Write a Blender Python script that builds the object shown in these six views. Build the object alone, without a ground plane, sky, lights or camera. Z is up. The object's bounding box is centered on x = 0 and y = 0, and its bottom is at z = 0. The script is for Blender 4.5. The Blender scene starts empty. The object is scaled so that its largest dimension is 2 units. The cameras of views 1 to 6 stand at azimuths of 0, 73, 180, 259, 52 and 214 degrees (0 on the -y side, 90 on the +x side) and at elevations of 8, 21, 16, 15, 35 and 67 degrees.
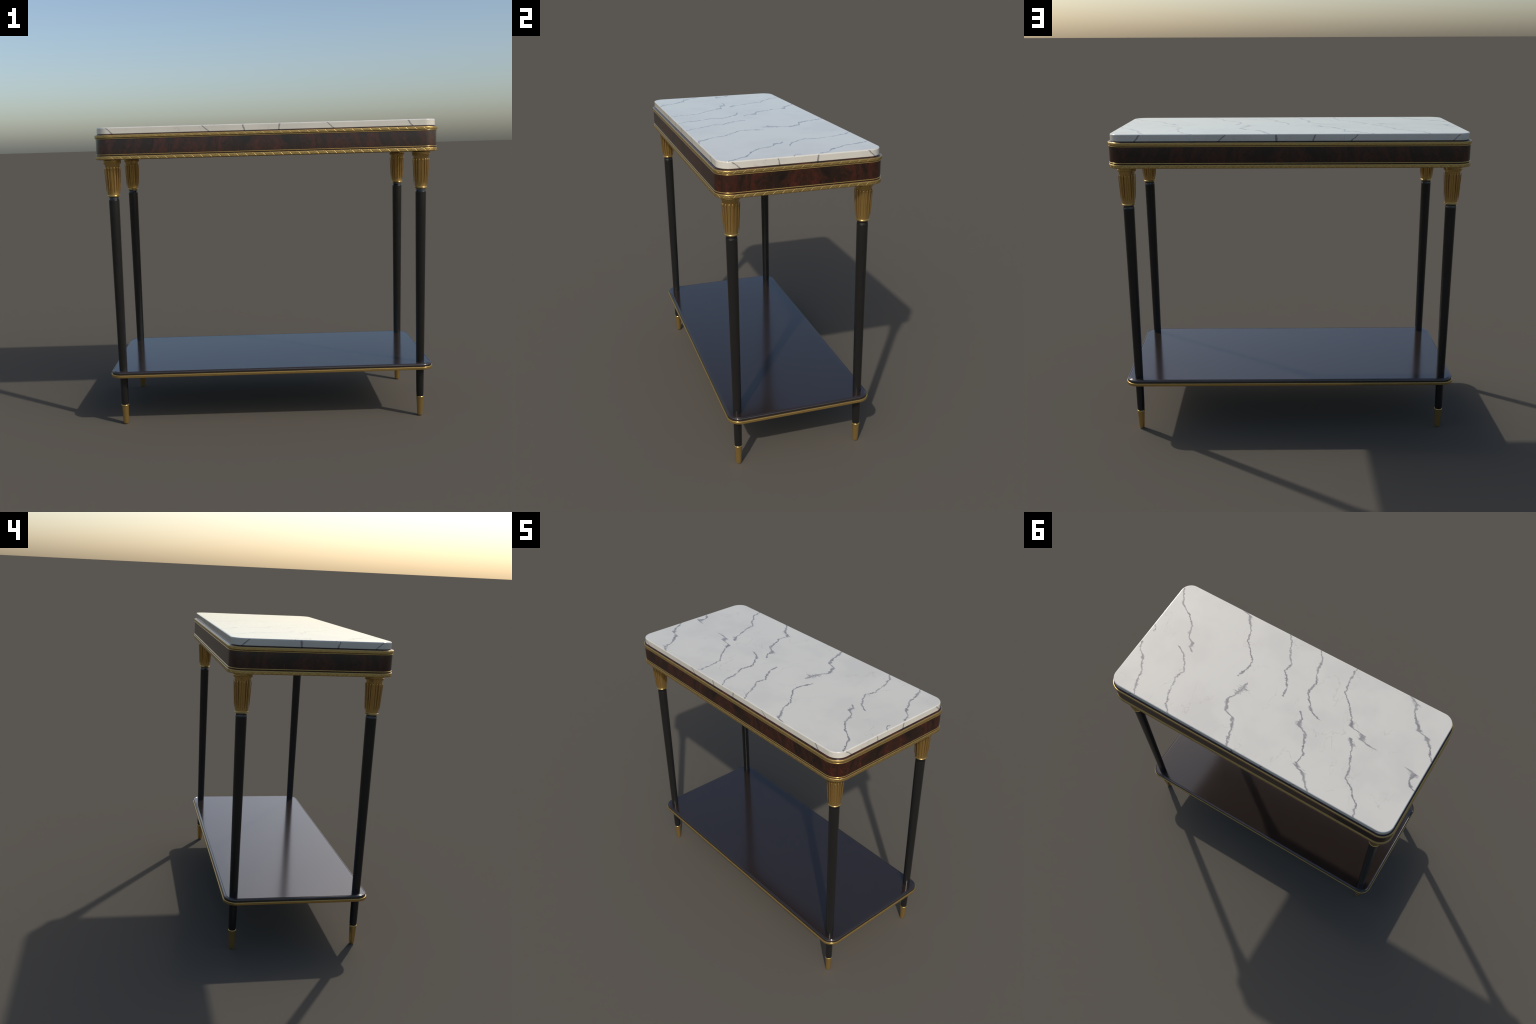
"""A neoclassical console table: veined marble slab, flame-mahogany apron between
carved gilt mouldings, four tapering black legs with gilt leaf capitals and ferrules,
and a lacquered lower shelf with a gilt edge strip."""
import bpy, bmesh, math
from mathutils import Vector, noise as mnoise

# ------------------------------------------------------------------ sizes (m)
SLAB_A, SLAB_B, SLAB_R = 0.9862, 0.4368, 0.0745      # marble half length / half depth / corner
SLAB_TOP, SLAB_BOTTOM = 1.7979, 1.7595
APRON_A, APRON_B, APRON_R = 0.9945, 0.4468, 0.0835
SHELF_A, SHELF_B, SHELF_R = 0.977, 0.4212, 0.070
SHELF_LIFT = 0.0016
LEG_X, LEG_Y = 0.9066, 0.3640

# ------------------------------------------------------------------ node helpers
class Tree:
    """Small wrapper that makes node graphs readable."""
    def __init__(self, name):
        self.mat = bpy.data.materials.new(name)
        self.mat.use_nodes = True
        self.nt = self.mat.node_tree
        self.nt.nodes.clear()
        self.out = self.nt.nodes.new("ShaderNodeOutputMaterial")
        self.bsdf = self.nt.nodes.new("ShaderNodeBsdfPrincipled")
        self.nt.links.new(self.bsdf.outputs[0], self.out.inputs[0])

    def put(self, sock, v):
        if isinstance(v, bpy.types.NodeSocket):
            self.nt.links.new(v, sock)
        else:
            sock.default_value = v

    def set(self, **kw):
        for k, v in kw.items():
            self.put(self.bsdf.inputs[k.replace("_", " ")], v)

    def math(self, op, a, b=0.0, c=0.0, clamp=False):
        n = self.nt.nodes.new("ShaderNodeMath")
        n.operation = op
        n.use_clamp = clamp
        for i, v in enumerate((a, b, c)):
            self.put(n.inputs[i], v)
        return n.outputs[0]

    def remap(self, v, lo, hi, to_lo=0.0, to_hi=1.0, smooth=True):
        n = self.nt.nodes.new("ShaderNodeMapRange")
        n.interpolation_type = "SMOOTHSTEP" if smooth else "LINEAR"
        for i, x in enumerate((v, lo, hi, to_lo, to_hi)):
            self.put(n.inputs[i], x)
        return n.outputs[0]

    def coords(self):
        n = self.nt.nodes.new("ShaderNodeTexCoord")
        s = self.nt.nodes.new("ShaderNodeSeparateXYZ")
        self.nt.links.new(n.outputs["Object"], s.inputs[0])
        return n.outputs["Object"], s.outputs[0], s.outputs[1], s.outputs[2]

    def combine(self, x, y, z):
        n = self.nt.nodes.new("ShaderNodeCombineXYZ")
        for i, v in enumerate((x, y, z)):
            self.put(n.inputs[i], v)
        return n.outputs[0]

    def noise(self, vec, scale, detail=3.0, rough=0.5, dist=0.0):
        n = self.nt.nodes.new("ShaderNodeTexNoise")
        self.nt.links.new(vec, n.inputs["Vector"])
        n.inputs["Scale"].default_value = scale
        n.inputs["Detail"].default_value = detail
        n.inputs["Roughness"].default_value = rough
        n.inputs["Distortion"].default_value = dist
        return n.outputs["Fac"]

    def curve(self, v, points, linear=True):
        n = self.nt.nodes.new("ShaderNodeFloatCurve")
        self.put(n.inputs["Value"], v)
        c = n.mapping.curves[0]
        n.mapping.use_clip = False
        while len(c.points) < len(points):
            c.points.new(0.5, 0.5)
        for p, (a, b) in zip(c.points, points):
            p.location = (a, b)
            p.handle_type = "VECTOR" if linear else "AUTO"
        n.mapping.update()
        return n.outputs[0]

    def mix(self, f, a, b):
        n = self.nt.nodes.new("ShaderNodeMix")
        n.data_type = "RGBA"
        self.put(n.inputs[0], f)
        for i, v in ((6, a), (7, b)):
            self.put(n.inputs[i], (*v, 1.0) if isinstance(v, tuple) else v)
        return n.outputs[2]

    def ramp(self, f, stops):
        n = self.nt.nodes.new("ShaderNodeValToRGB")
        self.put(n.inputs[0], f)
        e = n.color_ramp.elements
        while len(e) < len(stops):
            e.new(0.5)
        for el, (p, col) in zip(e, stops):
            el.position = p
            el.color = (*col, 1.0)
        return n.outputs[0]

    def bump(self, h, strength, dist):
        n = self.nt.nodes.new("ShaderNodeBump")
        self.put(n.inputs["Height"], h)
        n.inputs["Strength"].default_value = strength
        n.inputs["Distance"].default_value = dist
        self.nt.links.new(n.outputs[0], self.bsdf.inputs["Normal"])

# ------------------------------------------------------------------ marble
# Each vein of the top is a spine: (x, y) control points from back edge towards front,
# then a half width, then optional smudges (y, swelling) where the vein opens out.
VEINS = [
    ([(.982, -.425), (.978, -.392), (.944, -.329), (.913, -.276), (.836, -.231), (.771, -.17),
      (.736, -.083), (.691, -.061), (.685, -.026), (.656, -.001)], .0034, [(-.055, 1.2)]),
    ([(.976, .091), (.959, .139), (.91, .177), (.843, .288), (.838, .341), (.794, .432)], .0036, [(.36, .6)]),
    ([(.982, -.053), (.961, -.036), (.956, -.003)], .0032, []),
    ([(.753, .003), (.686, .042), (.617, .142), (.642, .185), (.618, .30), (.584, .389), (.536, .435)], .0032, []),
    ([(.533, -.434), (.483, -.423), (.455, -.37), (.418, -.333), (.404, -.263), (.335, -.189),
      (.288, -.141), (.295, -.061), (.313, -.003)], .0034, [(-.40, .7)]),
    ([(.236, .002), (.238, .053), (.26, .121), (.284, .154), (.244, .238), (.182, .254),
      (.144, .337), (.129, .397), (.111, .434)], .0040, [(.05, 2.4), (.09, 1.8), (.385, 1.0)]),
    ([(.184, -.434), (.146, -.38), (.113, -.304), (.072, -.252), (.076, -.184), (.029, -.129),
      (.008, -.086), (.0, -.027)], .0036, [(-.15, .8)]),
    ([(-.041, -.434), (-.08, -.381), (-.093, -.295), (-.131, -.216), (-.123, -.128),
      (-.201, -.031), (-.272, -.003)], .0036, [(-.30, .6)]),
    ([(-.15, .003), (-.182, .043), (-.188, .092), (-.255, .121), (-.281, .201), (-.312, .242),
      (-.305, .313), (-.326, .334), (-.363, .345), (-.449, .434)], .0040, [(.085, 1.5), (.33, 2.2)]),
    ([(-.30, -.434), (-.301, -.337), (-.318, -.25), (-.376, -.19), (-.442, -.114), (-.464, -.062),
      (-.551, -.052), (-.561, -.018), (-.638, -.003)], .0034, [(-.012, 1.8)]),
    ([(-.495, .003), (-.526, .035), (-.563, .132), (-.59, .174), (-.605, .249), (-.658, .282),
      (-.685, .322), (-.734, .357), (-.757, .434)], .0038, [(.03, 1.4)]),
    ([(-.68, -.434), (-.731, -.405), (-.757, -.331), (-.835, -.243), (-.883, -.236), (-.935, -.178),
      (-.982, -.105)], .0036, [(-.405, 2.2)]),
    ([(-.878, .003), (-.933, .014), (-.923, .064), (-.952, .102), (-.985, .112)], .0036, [(.02, 1.6)]),
]
# veins of the slab's edge run down it: along-edge coordinate at the top and at the bottom, half width
EDGE_VEINS = [(-.923, -.884, .0042), (-.373, -.329, .0040), (-.136, -.124, .0036),
              (.078, .073, .0052), (.346, .389, .0046), (.812, .843, .0052)]

MARBLE_BASE = (0.635, 0.603, 0.520)
MARBLE_CLOUD = (0.590, 0.560, 0.488)
MARBLE_VEIN = (0.185, 0.172, 0.174)
MARBLE_HAIR = (0.43, 0.385, 0.325)

def marble_ground(t, vec, x, y, z):
    """Cloudy white with faint beige hairlines."""
    cloud = t.remap(t.noise(vec, 4.0, 4.0, 0.55), 0.38, 0.68)
    col = t.mix(cloud, MARBLE_BASE, MARBLE_CLOUD)
    stretched = t.combine(t.math("MULTIPLY", x, 3.4), t.math("MULTIPLY", y, 1.7), t.math("MULTIPLY", z, 2.6))
    n1 = t.noise(stretched, 1.35, 5.0, 0.55, 0.15)
    hair = t.remap(t.math("ABSOLUTE", t.math("SUBTRACT", n1, 0.5)), 0.0, 0.0065, 1.0, 0.0)
    fade = t.remap(t.noise(vec, 5.5, 2.0), 0.42, 0.62)
    hair = t.math("MULTIPLY", t.math("MULTIPLY", hair, fade), 0.55)
    return t.mix(hair, col, MARBLE_HAIR)

def finish_marble(t, col):
    t.set(Base_Color=col, Roughness=0.12)
    t.bsdf.inputs["IOR"].default_value = 1.75
    return t.mat

def make_marble_top():
    t = Tree("veined_marble")
    vec, x, y, z = t.coords()
    ground = marble_ground(t, vec, x, y, 0.37)
    wander = t.math("SUBTRACT", t.noise(vec, 24.0, 3.0, 0.6), 0.5)
    # fine saw-teeth: change quickly down the vein and slowly across it
    across = t.combine(t.math("MULTIPLY", x, 26.0), t.math("MULTIPLY", y, 100.0), 0.0)
    teeth = t.noise(across, 1.0, 2.0, 0.6)
    jag = t.math("ADD", t.math("MULTIPLY", wander, 0.026), t.math("MULTIPLY", t.math("SUBTRACT", teeth, 0.5), 0.010))
    knob = t.math("MULTIPLY", t.math("SUBTRACT", t.noise(vec, 50.0, 3.0, 0.65), 0.5), 0.032)
    xj = t.math("ADD", x, t.math("ADD", jag, knob))
    spread = t.remap(t.noise(vec, 42.0, 2.0), 0.35, 0.75, 0.75, 1.55)
    ragged = t.remap(t.noise(across, 1.3, 3.0, 0.65), 0.38, 0.68)
    crumbs = t.remap(t.noise(vec, 105.0, 2.0, 0.55), 0.47, 0.60)
    total = None
    for pts, half, smudges in VEINS:
        pts = sorted(pts, key=lambda p: p[1])
        y0, y1 = pts[0][1], pts[-1][1]
        x0, x1 = min(p[0] for p in pts) - .01, max(p[0] for p in pts) + .01
        par = t.remap(y, y0, y1, smooth=False)
        mid = t.curve(par, [((py - y0) / (y1 - y0), (px - x0) / (x1 - x0)) for px, py in pts])
        centre = t.math("MULTIPLY_ADD", mid, x1 - x0, x0)
        # where the spine runs flat it must be measured wider across x to keep its thickness
        seg = [min(7.0, math.hypot(1.0, (q[0] - p[0]) / max(1e-4, q[1] - p[1]))) for p, q in zip(pts, pts[1:])]
        lean = [(u + v) / 2 for u, v in zip([seg[0]] + seg, seg + [seg[-1]])]
        stretch = t.math("MULTIPLY", t.curve(par, [((p[1] - y0) / (y1 - y0), k / 7.0) for p, k in zip(pts, lean)]), 7.0)
        d = t.math("ABSOLUTE", t.math("SUBTRACT", xj, centre))
        width = t.math("MULTIPLY", t.math("MULTIPLY", spread, half * 1.38), stretch)
        for sy, swell in smudges:
            near = t.remap(t.math("ABSOLUTE", t.math("SUBTRACT", y, sy)), 0.0, 0.034, 1.0, 0.0)
            width = t.math("ADD", width, t.math("MULTIPLY", t.math("MULTIPLY", near, ragged), half * 3.6 * swell))
        m = t.remap(t.math("DIVIDE", d, width), 0.25, 1.55, 1.0, 0.0)
        for sy, swell in smudges:
            if swell < 1.4:
                continue
            close = t.math("ADD", t.math("POWER", t.math("DIVIDE", d, 0.030), 2.0),
                           t.math("POWER", t.math("DIVIDE", t.math("SUBTRACT", y, sy), 0.024), 2.0))
            crumb = t.math("MULTIPLY", t.remap(close, 0.0, 1.0, 1.0, 0.0), crumbs)
            m = t.math("MAXIMUM", m, crumb)
        inside = t.math("MULTIPLY", t.remap(y, y0 - .002, y0 + .002), t.remap(y, y1 - .002, y1 + .002, 1.0, 0.0))
        m = t.math("MULTIPLY", m, inside)
        total = m if total is None else t.math("MAXIMUM", total, m)
    strength = t.remap(t.noise(vec, 12.0, 2.0), 0.3, 0.7, 0.70, 0.95)
    return finish_marble(t, t.mix(t.math("MULTIPLY", total, strength), ground, MARBLE_VEIN))

def make_marble_edge():
    t = Tree("veined_marble_edge")
    vec, x, y, z = t.coords()
    ground = marble_ground(t, vec, x, y, z)
    jag = t.math("MULTIPLY", t.math("SUBTRACT", t.noise(vec, 55.0, 2.0, 0.6), 0.5), 0.016)
    down = t.remap(z, SLAB_TOP, SLAB_BOTTOM, smooth=False)
    total = None
    for u0, u1, half in EDGE_VEINS:
        line = t.math("ADD", t.math("MULTIPLY_ADD", down, u1 - u0, u0), jag)
        for axis in ((x, y) if abs(u0) < SLAB_B else (x,)):
            d = t.math("ABSOLUTE", t.math("SUBTRACT", axis, line))
            m = t.remap(d, half * 0.5, half * 1.5, 1.0, 0.0)
            total = m if total is None else t.math("MAXIMUM", total, m)
    return finish_marble(t, t.mix(t.math("MULTIPLY", total, 0.85), ground, MARBLE_VEIN))

# ------------------------------------------------------------------ other materials
def make_mahogany():
    """Book-matched flame veneer: redness runs along each side, mirrored at its middle."""
    t = Tree("flame_mahogany")
    vec, x, y, z = t.coords()
    ax, ay = t.math("ABSOLUTE", x), t.math("ABSOLUTE", y)
    at_end = t.remap(ax, 0.965, 0.985)
    u = t.math("ADD", t.math("MULTIPLY", ax, t.math("SUBTRACT", 1.0, at_end)), t.math("MULTIPLY", ay, at_end))
    flat = t.combine(u, t.math("MULTIPLY", z, 0.45), 0.0)
    sway = t.math("SUBTRACT", t.noise(flat, 17.0, 3.0, 0.55), 0.5)
    lean = t.math("MULTIPLY", t.math("SUBTRACT", z, 1.69), 0.34)
    uu = t.math("ADD", t.math("ADD", u, t.math("MULTIPLY", sway, 0.075)), lean)
    bands = t.curve(uu, [(0, .56), (.035, .64), (.062, .72), (.082, .42), (.105, .24), (.135, .22), (.15, .42),
                         (.17, .24), (.21, .50), (.255, .52), (.275, .75), (.285, .30), (.306, .70), (.33, .18),
                         (.36, .70), (.43, .72), (.46, .26), (.516, .58), (.57, .40), (.617, .72), (.66, .30),
                         (.70, .20), (.745, .56), (.76, .24), (.78, .52), (.80, .50), (.82, .2), (.87, .28),
                         (.91, .60), (.96, .45), (1.0, .3)])
    swirl = t.combine(t.math("ADD", uu, t.math("MULTIPLY", sway, 0.03)), t.math("MULTIPLY", z, 0.62), 0.2)
    patch = t.math("SUBTRACT", t.noise(swirl, 27.0, 5.0, 0.66, 0.9), 0.5)
    streak = t.math("SUBTRACT", t.noise(t.combine(t.math("ADD", uu, t.math("MULTIPLY", patch, 0.035)), t.math("MULTIPLY", z, 0.26), 0.7), 48.0, 3.0, 0.58, 0.5), 0.5)
    fleck = t.math("SUBTRACT", t.noise(t.combine(t.math("MULTIPLY", u, 2.2), z, 0.4), 60.0, 4.0, 0.65), 0.5)
    red = t.math("MULTIPLY_ADD", bands, 0.56, 0.25)
    red = t.math("ADD", red, t.math("MULTIPLY", patch, 0.95))
    red = t.math("ADD", red, t.math("ADD", t.math("MULTIPLY", streak, 1.15), t.math("MULTIPLY", fleck, 0.45)))
    col = t.ramp(red, [(0.12, (.0075, .0050, .0040)), (0.44, (.0215, .0092, .0055)), (0.74, (.0470, .0122, .0068)),
                       (1.0, (.0800, .0175, .0082))])
    t.set(Base_Color=col, Roughness=0.22)
    return t.mat

def make_gilt(name, colour, rough, dull=0.97, grain=0.0, scale=260.0):
    t = Tree(name)
    vec, x, y, z = t.coords()
    n = t.noise(vec, scale, 3.0, 0.6) if grain else t.noise(vec, 14.0, 2.0, 0.5)
    dark = tuple(c * dull for c in colour)
    t.set(Base_Color=t.mix(t.remap(n, 0.35, 0.65), dark, colour), Metallic=0.82,
          Roughness=t.remap(n, 0.3, 0.7, rough - 0.02, rough + 0.03))
    if grain:
        t.bump(n, grain, 0.001)
    return t.mat

def make_lacquer(name, colour, rough, rough_var=0.0, ior=1.5):
    t = Tree(name)
    vec, x, y, z = t.coords()
    n = t.noise(vec, 9.0, 4.0, 0.6)
    dark = tuple(c * 0.85 for c in colour)
    t.set(Base_Color=t.mix(n, dark, colour), Roughness=t.remap(n, 0.3, 0.7, rough - rough_var, rough + rough_var), IOR=ior)
    return t.mat

MARBLE, MARBLE_EDGE = make_marble_top(), make_marble_edge()
MAHOGANY = make_mahogany()
GILT = make_gilt("gilt_bronze", (0.565, 0.368, 0.118), 0.19)
GILT_CARVED = make_gilt("gilt_bronze_carved", (0.55, 0.368, 0.122), 0.32, dull=0.78, grain=0.25, scale=420.0)
LEG_BLACK = make_lacquer("black_lacquer", (0.0125, 0.0122, 0.0115), 0.22, 0.02)
NECK_BLACK = make_lacquer("polished_black", (0.008, 0.008, 0.009), 0.08)
SHELF_LACQUER = make_lacquer("shelf_lacquer", (0.0215, 0.0145, 0.0115), 0.145, ior=1.74)

# ------------------------------------------------------------------ geometry helpers
def ring_points(a, b, r, corner=14, side=(1, 1)):
    """Rounded rectangle, counter-clockwise: list of (point, outward normal)."""
    out = []
    centres = [(a - r, b - r), (-(a - r), b - r), (-(a - r), -(b - r)), (a - r, -(b - r))]
    for k, (cx, cy) in enumerate(centres):
        for i in range(corner + 1):
            th = math.radians(90 * k + 90 * i / corner)
            n = Vector((math.cos(th), math.sin(th)))
            out.append((Vector((cx, cy)) + n * r, n))
        here, nxt = out[-1], centres[(k + 1) % 4]
        n = here[1]
        end = Vector(nxt) + n * r
        steps = side[0] if k in (0, 2) else side[1]
        for i in range(1, steps):
            out.append((here[0].lerp(end, i / steps), n))
    return out

def new_object(name, bm, mats, parent=None, smooth=True):
    me = bpy.data.meshes.new(name)
    bmesh.ops.recalc_face_normals(bm, faces=bm.faces)
    bm.to_mesh(me)
    bm.free()
    for m in mats if isinstance(mats, (list, tuple)) else [mats]:
        me.materials.append(m)
    if smooth:
        me.polygons.foreach_set("use_smooth", [True] * len(me.polygons))
    ob = bpy.data.objects.new(name, me)
    bpy.context.scene.collection.objects.link(ob)
    if parent:
        ob.parent = parent
    return ob

def sweep(bm, ring, profile, closed=False, cap_first=False, cap_last=False, displace=None):
    """Carry a profile of (outward offset, height) round a ring of (point, normal)."""
    rows = []
    for j, (d, z) in enumerate(profile):
        row = []
        for i, (p, n) in enumerate(ring):
            dd = d - (displace(i, j) if displace else 0.0)
            q = p + n * dd
            row.append(bm.verts.new((q.x, q.y, z)))
        rows.append(row)
    m = len(ring)
    pairs = list(zip(rows, rows[1:]))
    if closed:
        pairs.append((rows[-1], rows[0]))
    for lo, hi in pairs:
        for i in range(m):
            k = (i + 1) % m
            bm.faces.new((lo[i], lo[k], hi[k], hi[i]))
    if cap_first:
        bm.faces.new(rows[0])
    if cap_last:
        bm.faces.new(rows[-1])

def lathe(bm, profile, seg=48, close_ends=True):
    rows = []
    for r, z in profile:
        rows.append([bm.verts.new((r * math.cos(2 * math.pi * i / seg), r * math.sin(2 * math.pi * i / seg), z))
                     for i in range(seg)])
    for lo, hi in zip(rows, rows[1:]):
        for i in range(seg):
            k = (i + 1) % seg
            bm.faces.new((lo[i], lo[k], hi[k], hi[i]))
    if close_ends:
        bm.faces.new(rows[0])
        bm.faces.new(rows[-1])

def arc(cx, cz, r, deg0, deg1, n):
    return [(cx + r * math.cos(math.radians(deg0 + (deg1 - deg0) * i / n)),
             cz + r * math.sin(math.radians(deg0 + (deg1 - deg0) * i / n))) for i in range(n + 1)]

# ------------------------------------------------------------------ the table
table = bpy.data.objects.new("console_table", None)
bpy.context.scene.collection.objects.link(table)
table["label"] = "narrow marble-topped console table with black legs and gilt mouldings"
table["category"] = "console table"

# marble slab: eased upper edge, flat faces kept flat by supporting loops
bm = bmesh.new()
e = 0.0058
prof = ([(-0.004, SLAB_BOTTOM), (-0.0025, SLAB_BOTTOM), (-0.0008, SLAB_BOTTOM + .0008), (0, SLAB_BOTTOM + .0025), (0, SLAB_BOTTOM + .004)]
        + [(0, SLAB_TOP - e - .001)] + arc(-e, SLAB_TOP - e, e, 0, 90, 4) + [(-e - .001, SLAB_TOP)])
sweep(bm, ring_points(SLAB_A, SLAB_B, SLAB_R, 16), prof, cap_first=True, cap_last=True)
for f in bm.faces:
    f.material_index = 0 if f.calc_center_median().z > SLAB_TOP - e * 0.62 else 1
new_object("marble_top", bm, [MARBLE, MARBLE_EDGE], table)

# apron: plain veneered box with a rounded upper lip and a bearer under the slab
bm = bmesh.new()
prof = [(-.03, 1.6122), (-.012, 1.6122), (-.0105, 1.6126), (-.010, 1.6140), (-.010, 1.6220), (0, 1.6225), (0, 1.6235), (0, 1.7500), (-.0004, 1.7530), (-.0020, 1.7555),
        (-.0045, 1.7572), (-.0075, 1.7580), (-.0085, 1.7581), (-.0102, 1.7581), (-.0112, 1.7583), (-.0118, 1.7600), (-.013, 1.7602), (-.020, 1.7602)]
sweep(bm, ring_points(APRON_A, APRON_B, APRON_R, 16), prof, cap_first=True, cap_last=True)
new_object("apron", bm, MAHOGANY, table)

# carved mouldings: an incised zigzag ribbon runs round each, meeting in a V at every corner
LONG_N, SHORT_N, PER = 38, 17, 60
CARVE = 0.0012

def carved_ring(a, b, r):
    """Ring sampled evenly between corner middles; returns ring and zigzag phase per point."""
    ring, phase = [], []
    corners = [(a - r, b - r, 45), (-(a - r), b - r, 135), (-(a - r), -(b - r), 225), (a - r, -(b - r), 315)]
    for k in range(4):
        cx, cy, deg = corners[k]
        nx, ny, _ = corners[(k + 1) % 4]
        straight = math.hypot(nx - cx, ny - cy)
        half = math.pi / 4 * r
        total = straight + 2 * half
        reps = LONG_N if k in (0, 2) else SHORT_N
        n = reps * PER
        side_n = Vector((math.cos(math.radians(deg + 45)), math.sin(math.radians(deg + 45))))
        for i in range(n):
            s = total * i / n
            if s < half or s > half + straight:
                th = math.radians(deg) + (s / r if s < half else math.pi / 4 + (s - half - straight) / r)
                c = Vector((cx, cy)) if s < half else Vector((nx, ny))
                nn = Vector((math.cos(th), math.sin(th)))
            else:
                c = Vector((cx, cy)).lerp(Vector((nx, ny)), (s - half) / straight)
                nn = side_n
            ring.append((c + nn * r, nn))
            phase.append(i / PER)
    return ring, phase

def ribbon_depth(phase, h):
    tri = 1 - abs(2 * (phase % 1.0) - 1)
    line = min(1.0, max(0.0, 1.35 * tri - 0.17))
    d = abs(h - line) * 0.58           # roughly the distance across the slanted line, in moulding heights
    if d > 0.090:
        return 0.0
    return CARVE * (0.5 + 0.5 * math.cos(math.pi * d / 0.090))

def dense(profile, step):
    out = [profile[0]]
    for (a0, b0), (a1, b1) in zip(profile, profile[1:]):
        n = max(1, round(math.hypot(a1 - a0, b1 - b0) / step))
        out += [(a0 + (a1 - a0) * i / n, b0 + (b1 - b0) * i / n) for i in range(1, n + 1)]
    return out

def moulding(name, shape, z_lo, z_hi):
    ring, phase = carved_ring(APRON_A, APRON_B, APRON_R)
    prof = dense(shape, 0.0013)
    def cut(i, j):
        d, z = prof[j]
        if d < 0.0005:
            return 0.0
        return ribbon_depth(phase[i], (z - z_lo) / (z_hi - z_lo))
    bm = bmesh.new()
    sweep(bm, ring, prof, closed=True, displace=cut)
    return new_object(name, bm, GILT_CARVED, table)

moulding("carved_moulding", [(-.003, 1.7545), (.0012, 1.7547), (.0032, 1.7543), (.0047, 1.7532), (.0054, 1.7515), (.0055, 1.7495),
         (.0055, 1.7412), (.0051, 1.7390), (.0040, 1.7377), (.0020, 1.7371), (-.003, 1.7371)], 1.7385, 1.7535)
moulding("carved_moulding", [(-.003, 1.6343), (.0008, 1.6345), (.0029, 1.6340), (.0042, 1.6329), (.0048, 1.6313), (.0049, 1.6295),
         (.0049, 1.6180), (.0044, 1.6158), (.0030, 1.6142), (.0008, 1.6135), (-.003, 1.6133), (-.011, 1.6133)], 1.6148, 1.6335)

# plain gilt fillets between mouldings and veneer
for zc in (1.7330, 1.6420):
    bm = bmesh.new()
    sweep(bm, ring_points(APRON_A, APRON_B, APRON_R, 16), [(-.002, zc - .0027)] + arc(.0003, zc, .0027, -90, 90, 6) + [(-.002, zc + .0027)], closed=True)
    new_object("gilt_fillet", bm, GILT, table)

# lower shelf with a quirk (fine groove) inside its rounded edge
bm = bmesh.new()
prof = [(-.02, .3045), (-.001, .3045), (0, .3055), (0, .3065), (0, .3270), (0, .3285), (-.0004, .3312), (-.0015, .3336), (-.0034, .3355), (-.0056, .3364),
        (-.0075, .3362), (-.0088, .3353), (-.0098, .3346), (-.0108, .3346), (-.0118, .3355), (-.0128, .3366), (-.0140, .3371), (-.0155, .3372), (-.017, .3372), (-.019, .3372)]
prof = [(d, z + SHELF_LIFT) for d, z in prof]
sweep(bm, ring_points(SHELF_A, SHELF_B, SHELF_R, 16), prof, cap_first=True, cap_last=True)
new_object("shelf", bm, SHELF_LACQUER, table)
bm = bmesh.new()
prof = ([(-.004, .3020), (.002, .3020), (.0038, .3026), (.0048, .3043), (.0050, .3068), (.0050, .3148)]
        + arc(.0018, .3163, .0032, 0, 90, 5) + [(-.004, .3195)])
prof = [(d, z + SHELF_LIFT) for d, z in prof]
sweep(bm, ring_points(SHELF_A, SHELF_B, SHELF_R, 16), prof, closed=True)
new_object("shelf_edging", bm, GILT, table)

# ------------------------------------------------------------------ legs
def mesh_of(name, build, mat):
    bm = bmesh.new()
    build(bm)
    bmesh.ops.recalc_face_normals(bm, faces=bm.faces)
    me = bpy.data.meshes.new(name)
    bm.to_mesh(me)
    bm.free()
    me.materials.append(mat)
    me.polygons.foreach_set("use_smooth", [True] * len(me.polygons))
    return me

def build_shaft(bm):
    lathe(bm, [(.016, .112), (.0190, .113), (.0206, .124), (.0216, .138), (.0222, .160), (.0235, .300), (.0244, .370), (.0307, 1.366),
               (.0308, 1.3745), (.0308, 1.3755), (.0306, 1.3768), (.0300, 1.3772), (.0292, 1.3774), (.0285, 1.3774)])

def build_neck(bm):
    lathe(bm, [(.0306, 1.3768), (.0307, 1.3780), (.0303, 1.3798), (.0297, 1.3825), (.0288, 1.3870), (.0284, 1.3920), (.0284, 1.3975)])

def build_capital(bm):
    lathe(bm, [(.026, 1.3955), (.0315, 1.3955), (.0335, 1.3968), (.0350, 1.3990)]
          + [(.0350 + .0026 * math.sin(math.pi * i / 6), 1.3990 + .0062 * i / 6) for i in range(7)]
          + [(.0350, 1.4075), (.0349, 1.4100), (.0352, 1.4300), (.0366, 1.4700), (.0384, 1.5100), (.0402, 1.5500), (.0418, 1.5700), (.0434, 1.5790),
             (.0458, 1.5866), (.0472, 1.5895), (.0478, 1.5925), (.0484, 1.5952), (.0500, 1.5960), (.0516, 1.5968), (.0524, 1.5984), (.0522, 1.6000), (.0514, 1.6012),
             (.0510, 1.6022), (.0516, 1.6032), (.0526, 1.6042), (.0530, 1.6058), (.0530, 1.6090), (.0526, 1.6102), (.0516, 1.6107), (.0480, 1.6107), (.0465, 1.6110), (.0460, 1.6130), (.044, 1.6130)], 64)

LEAF_LOW, LEAF_HIGH = 1.418, 1.573

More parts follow.
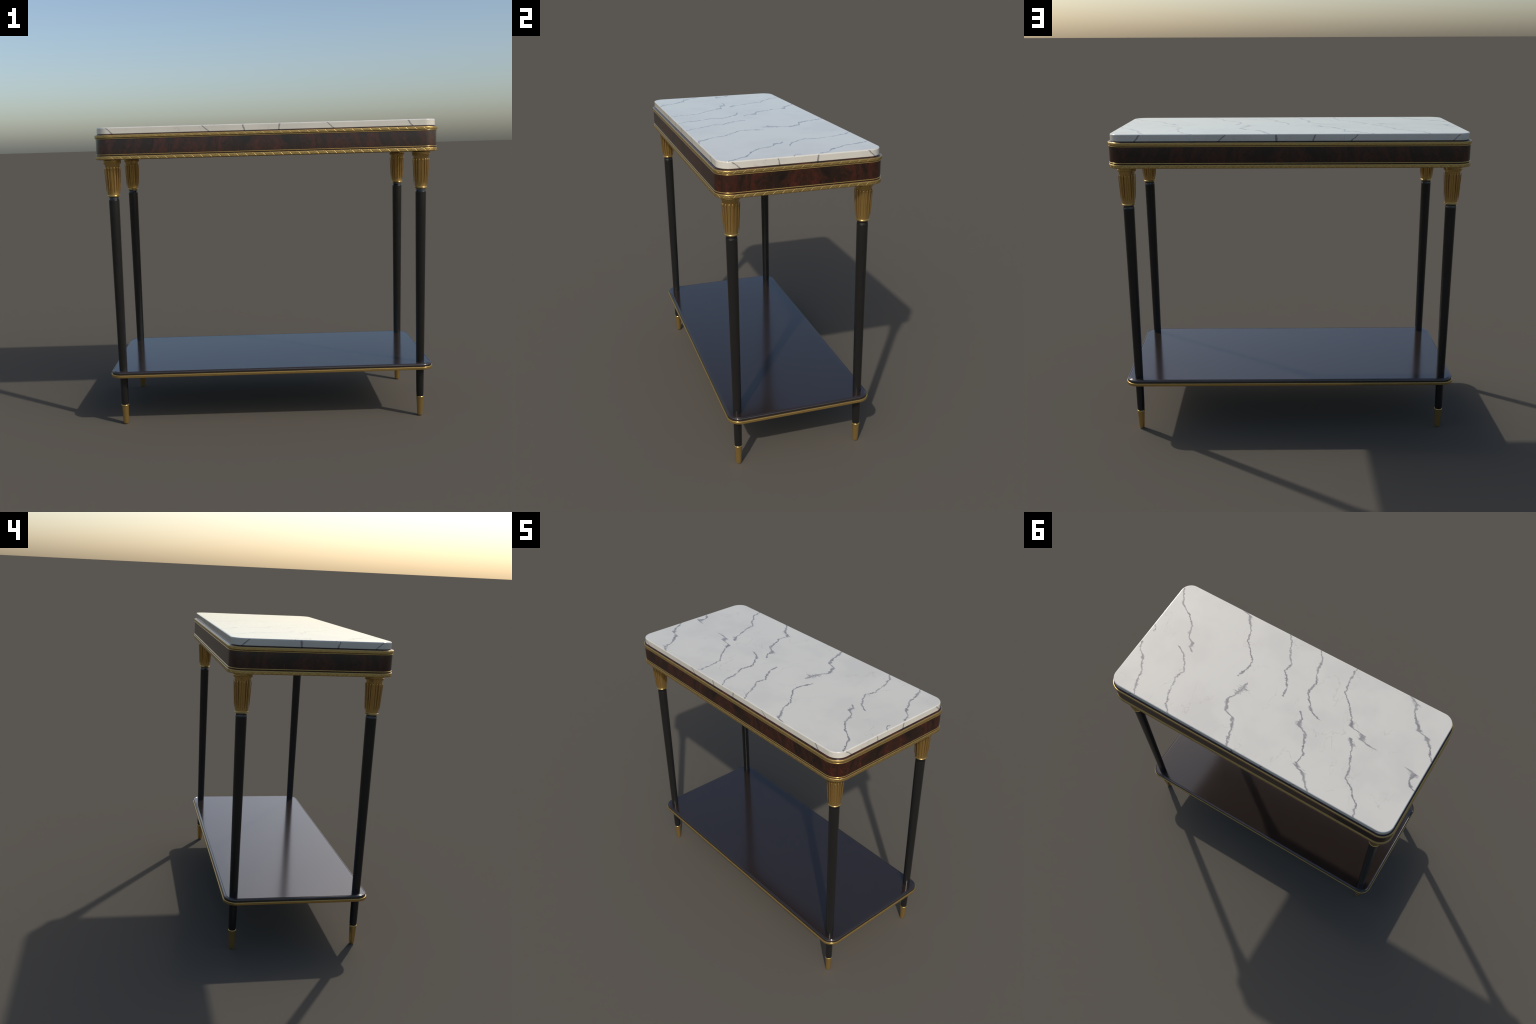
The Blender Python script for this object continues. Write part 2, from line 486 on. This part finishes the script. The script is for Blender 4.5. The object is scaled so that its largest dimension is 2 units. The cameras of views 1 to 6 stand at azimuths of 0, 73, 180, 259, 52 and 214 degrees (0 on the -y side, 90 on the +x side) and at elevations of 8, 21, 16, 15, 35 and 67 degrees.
def build_leaf(bm):
    """One long slender leaf rib standing proud of the capital: pointed below, rounded tip above."""
    n, m = 26, 10
    rows = []
    for i in range(n + 1):
        f = i / n
        z = LEAF_LOW + (LEAF_HIGH - LEAF_LOW) * f
        core = .0349 + (.0418 - .0349) * f
        fullness = min(1.0, (f / 0.16) ** 0.7) * min(1.0, ((1 - f) / 0.05) ** 0.55) if 0 < f < 1 else 0.06
        half_w = (.0021 + .0020 * f) * max(fullness, .10)
        lift = .0048 + .0022 * f - .0014 * math.sin(math.pi * f)
        thick = (.0014 + .0012 * math.sin(math.pi * min(1, f * 1.05))) * max(fullness, .15)
        rc = core + lift
        row = []
        for k in range(m):
            th = 2 * math.pi * k / m
            row.append(bm.verts.new((rc + thick * math.cos(th), half_w * math.sin(th), z)))
        rows.append(row)
    for lo, hi in zip(rows, rows[1:]):
        for k in range(m):
            bm.faces.new((lo[k], lo[(k + 1) % m], hi[(k + 1) % m], hi[k]))
    bm.faces.new(rows[0])
    bm.faces.new(rows[-1])

def build_beads(bm):
    for i in range(24):
        th = 2 * math.pi * (i + 0.5) / 24
        res = bmesh.ops.create_uvsphere(bm, u_segments=10, v_segments=7, radius=.0033)
        bmesh.ops.translate(bm, verts=res["verts"], vec=(.0486 * math.cos(th), .0486 * math.sin(th), 1.5920))

def build_ferrule(bm):
    lathe(bm, [(.0060, 0), (.0106, .0001), (.0130, .0010), (.0146, .0030), (.0155, .0062), (.0160, .0105), (.0164, .0170), (.0206, .1030), (.0209, .1085), (.0213, .1125)]
          + [(.0218 + .0020 * math.sin(math.pi * i / 6), 1 * (.1150 + .0075 * i / 6)) for i in range(7)]
          + [(.0212, .1232), (.0202, .1215), (.0185, .1195)], 48)

SHAFT = mesh_of("leg", build_shaft, LEG_BLACK)
NECK = mesh_of("neck", build_neck, NECK_BLACK)
CAPITAL = mesh_of("capital", build_capital, GILT)
LEAF = mesh_of("capital_leaf", build_leaf, GILT)
BEADS = mesh_of("bead_ring", build_beads, GILT)
FERRULE = mesh_of("ferrule", build_ferrule, GILT)
LEAVES = 16

def place(name, mesh, parent, loc=(0, 0, 0), rot=0.0):
    ob = bpy.data.objects.new(name, mesh)
    ob.location = loc
    ob.rotation_euler = (0, 0, rot)
    ob.parent = parent
    bpy.context.scene.collection.objects.link(ob)
    return ob

for sx in (-1, 1):
    for sy in (-1, 1):
        leg = place("leg", SHAFT, table, (sx * LEG_X, sy * LEG_Y, 0))
        place("neck", NECK, leg)
        place("capital", CAPITAL, leg)
        place("ferrule", FERRULE, leg)
        place("bead_ring", BEADS, leg)["kind"] = "stuff"
        for i in range(LEAVES):
            place("capital_leaf", LEAF, leg, rot=2 * math.pi * i / LEAVES)
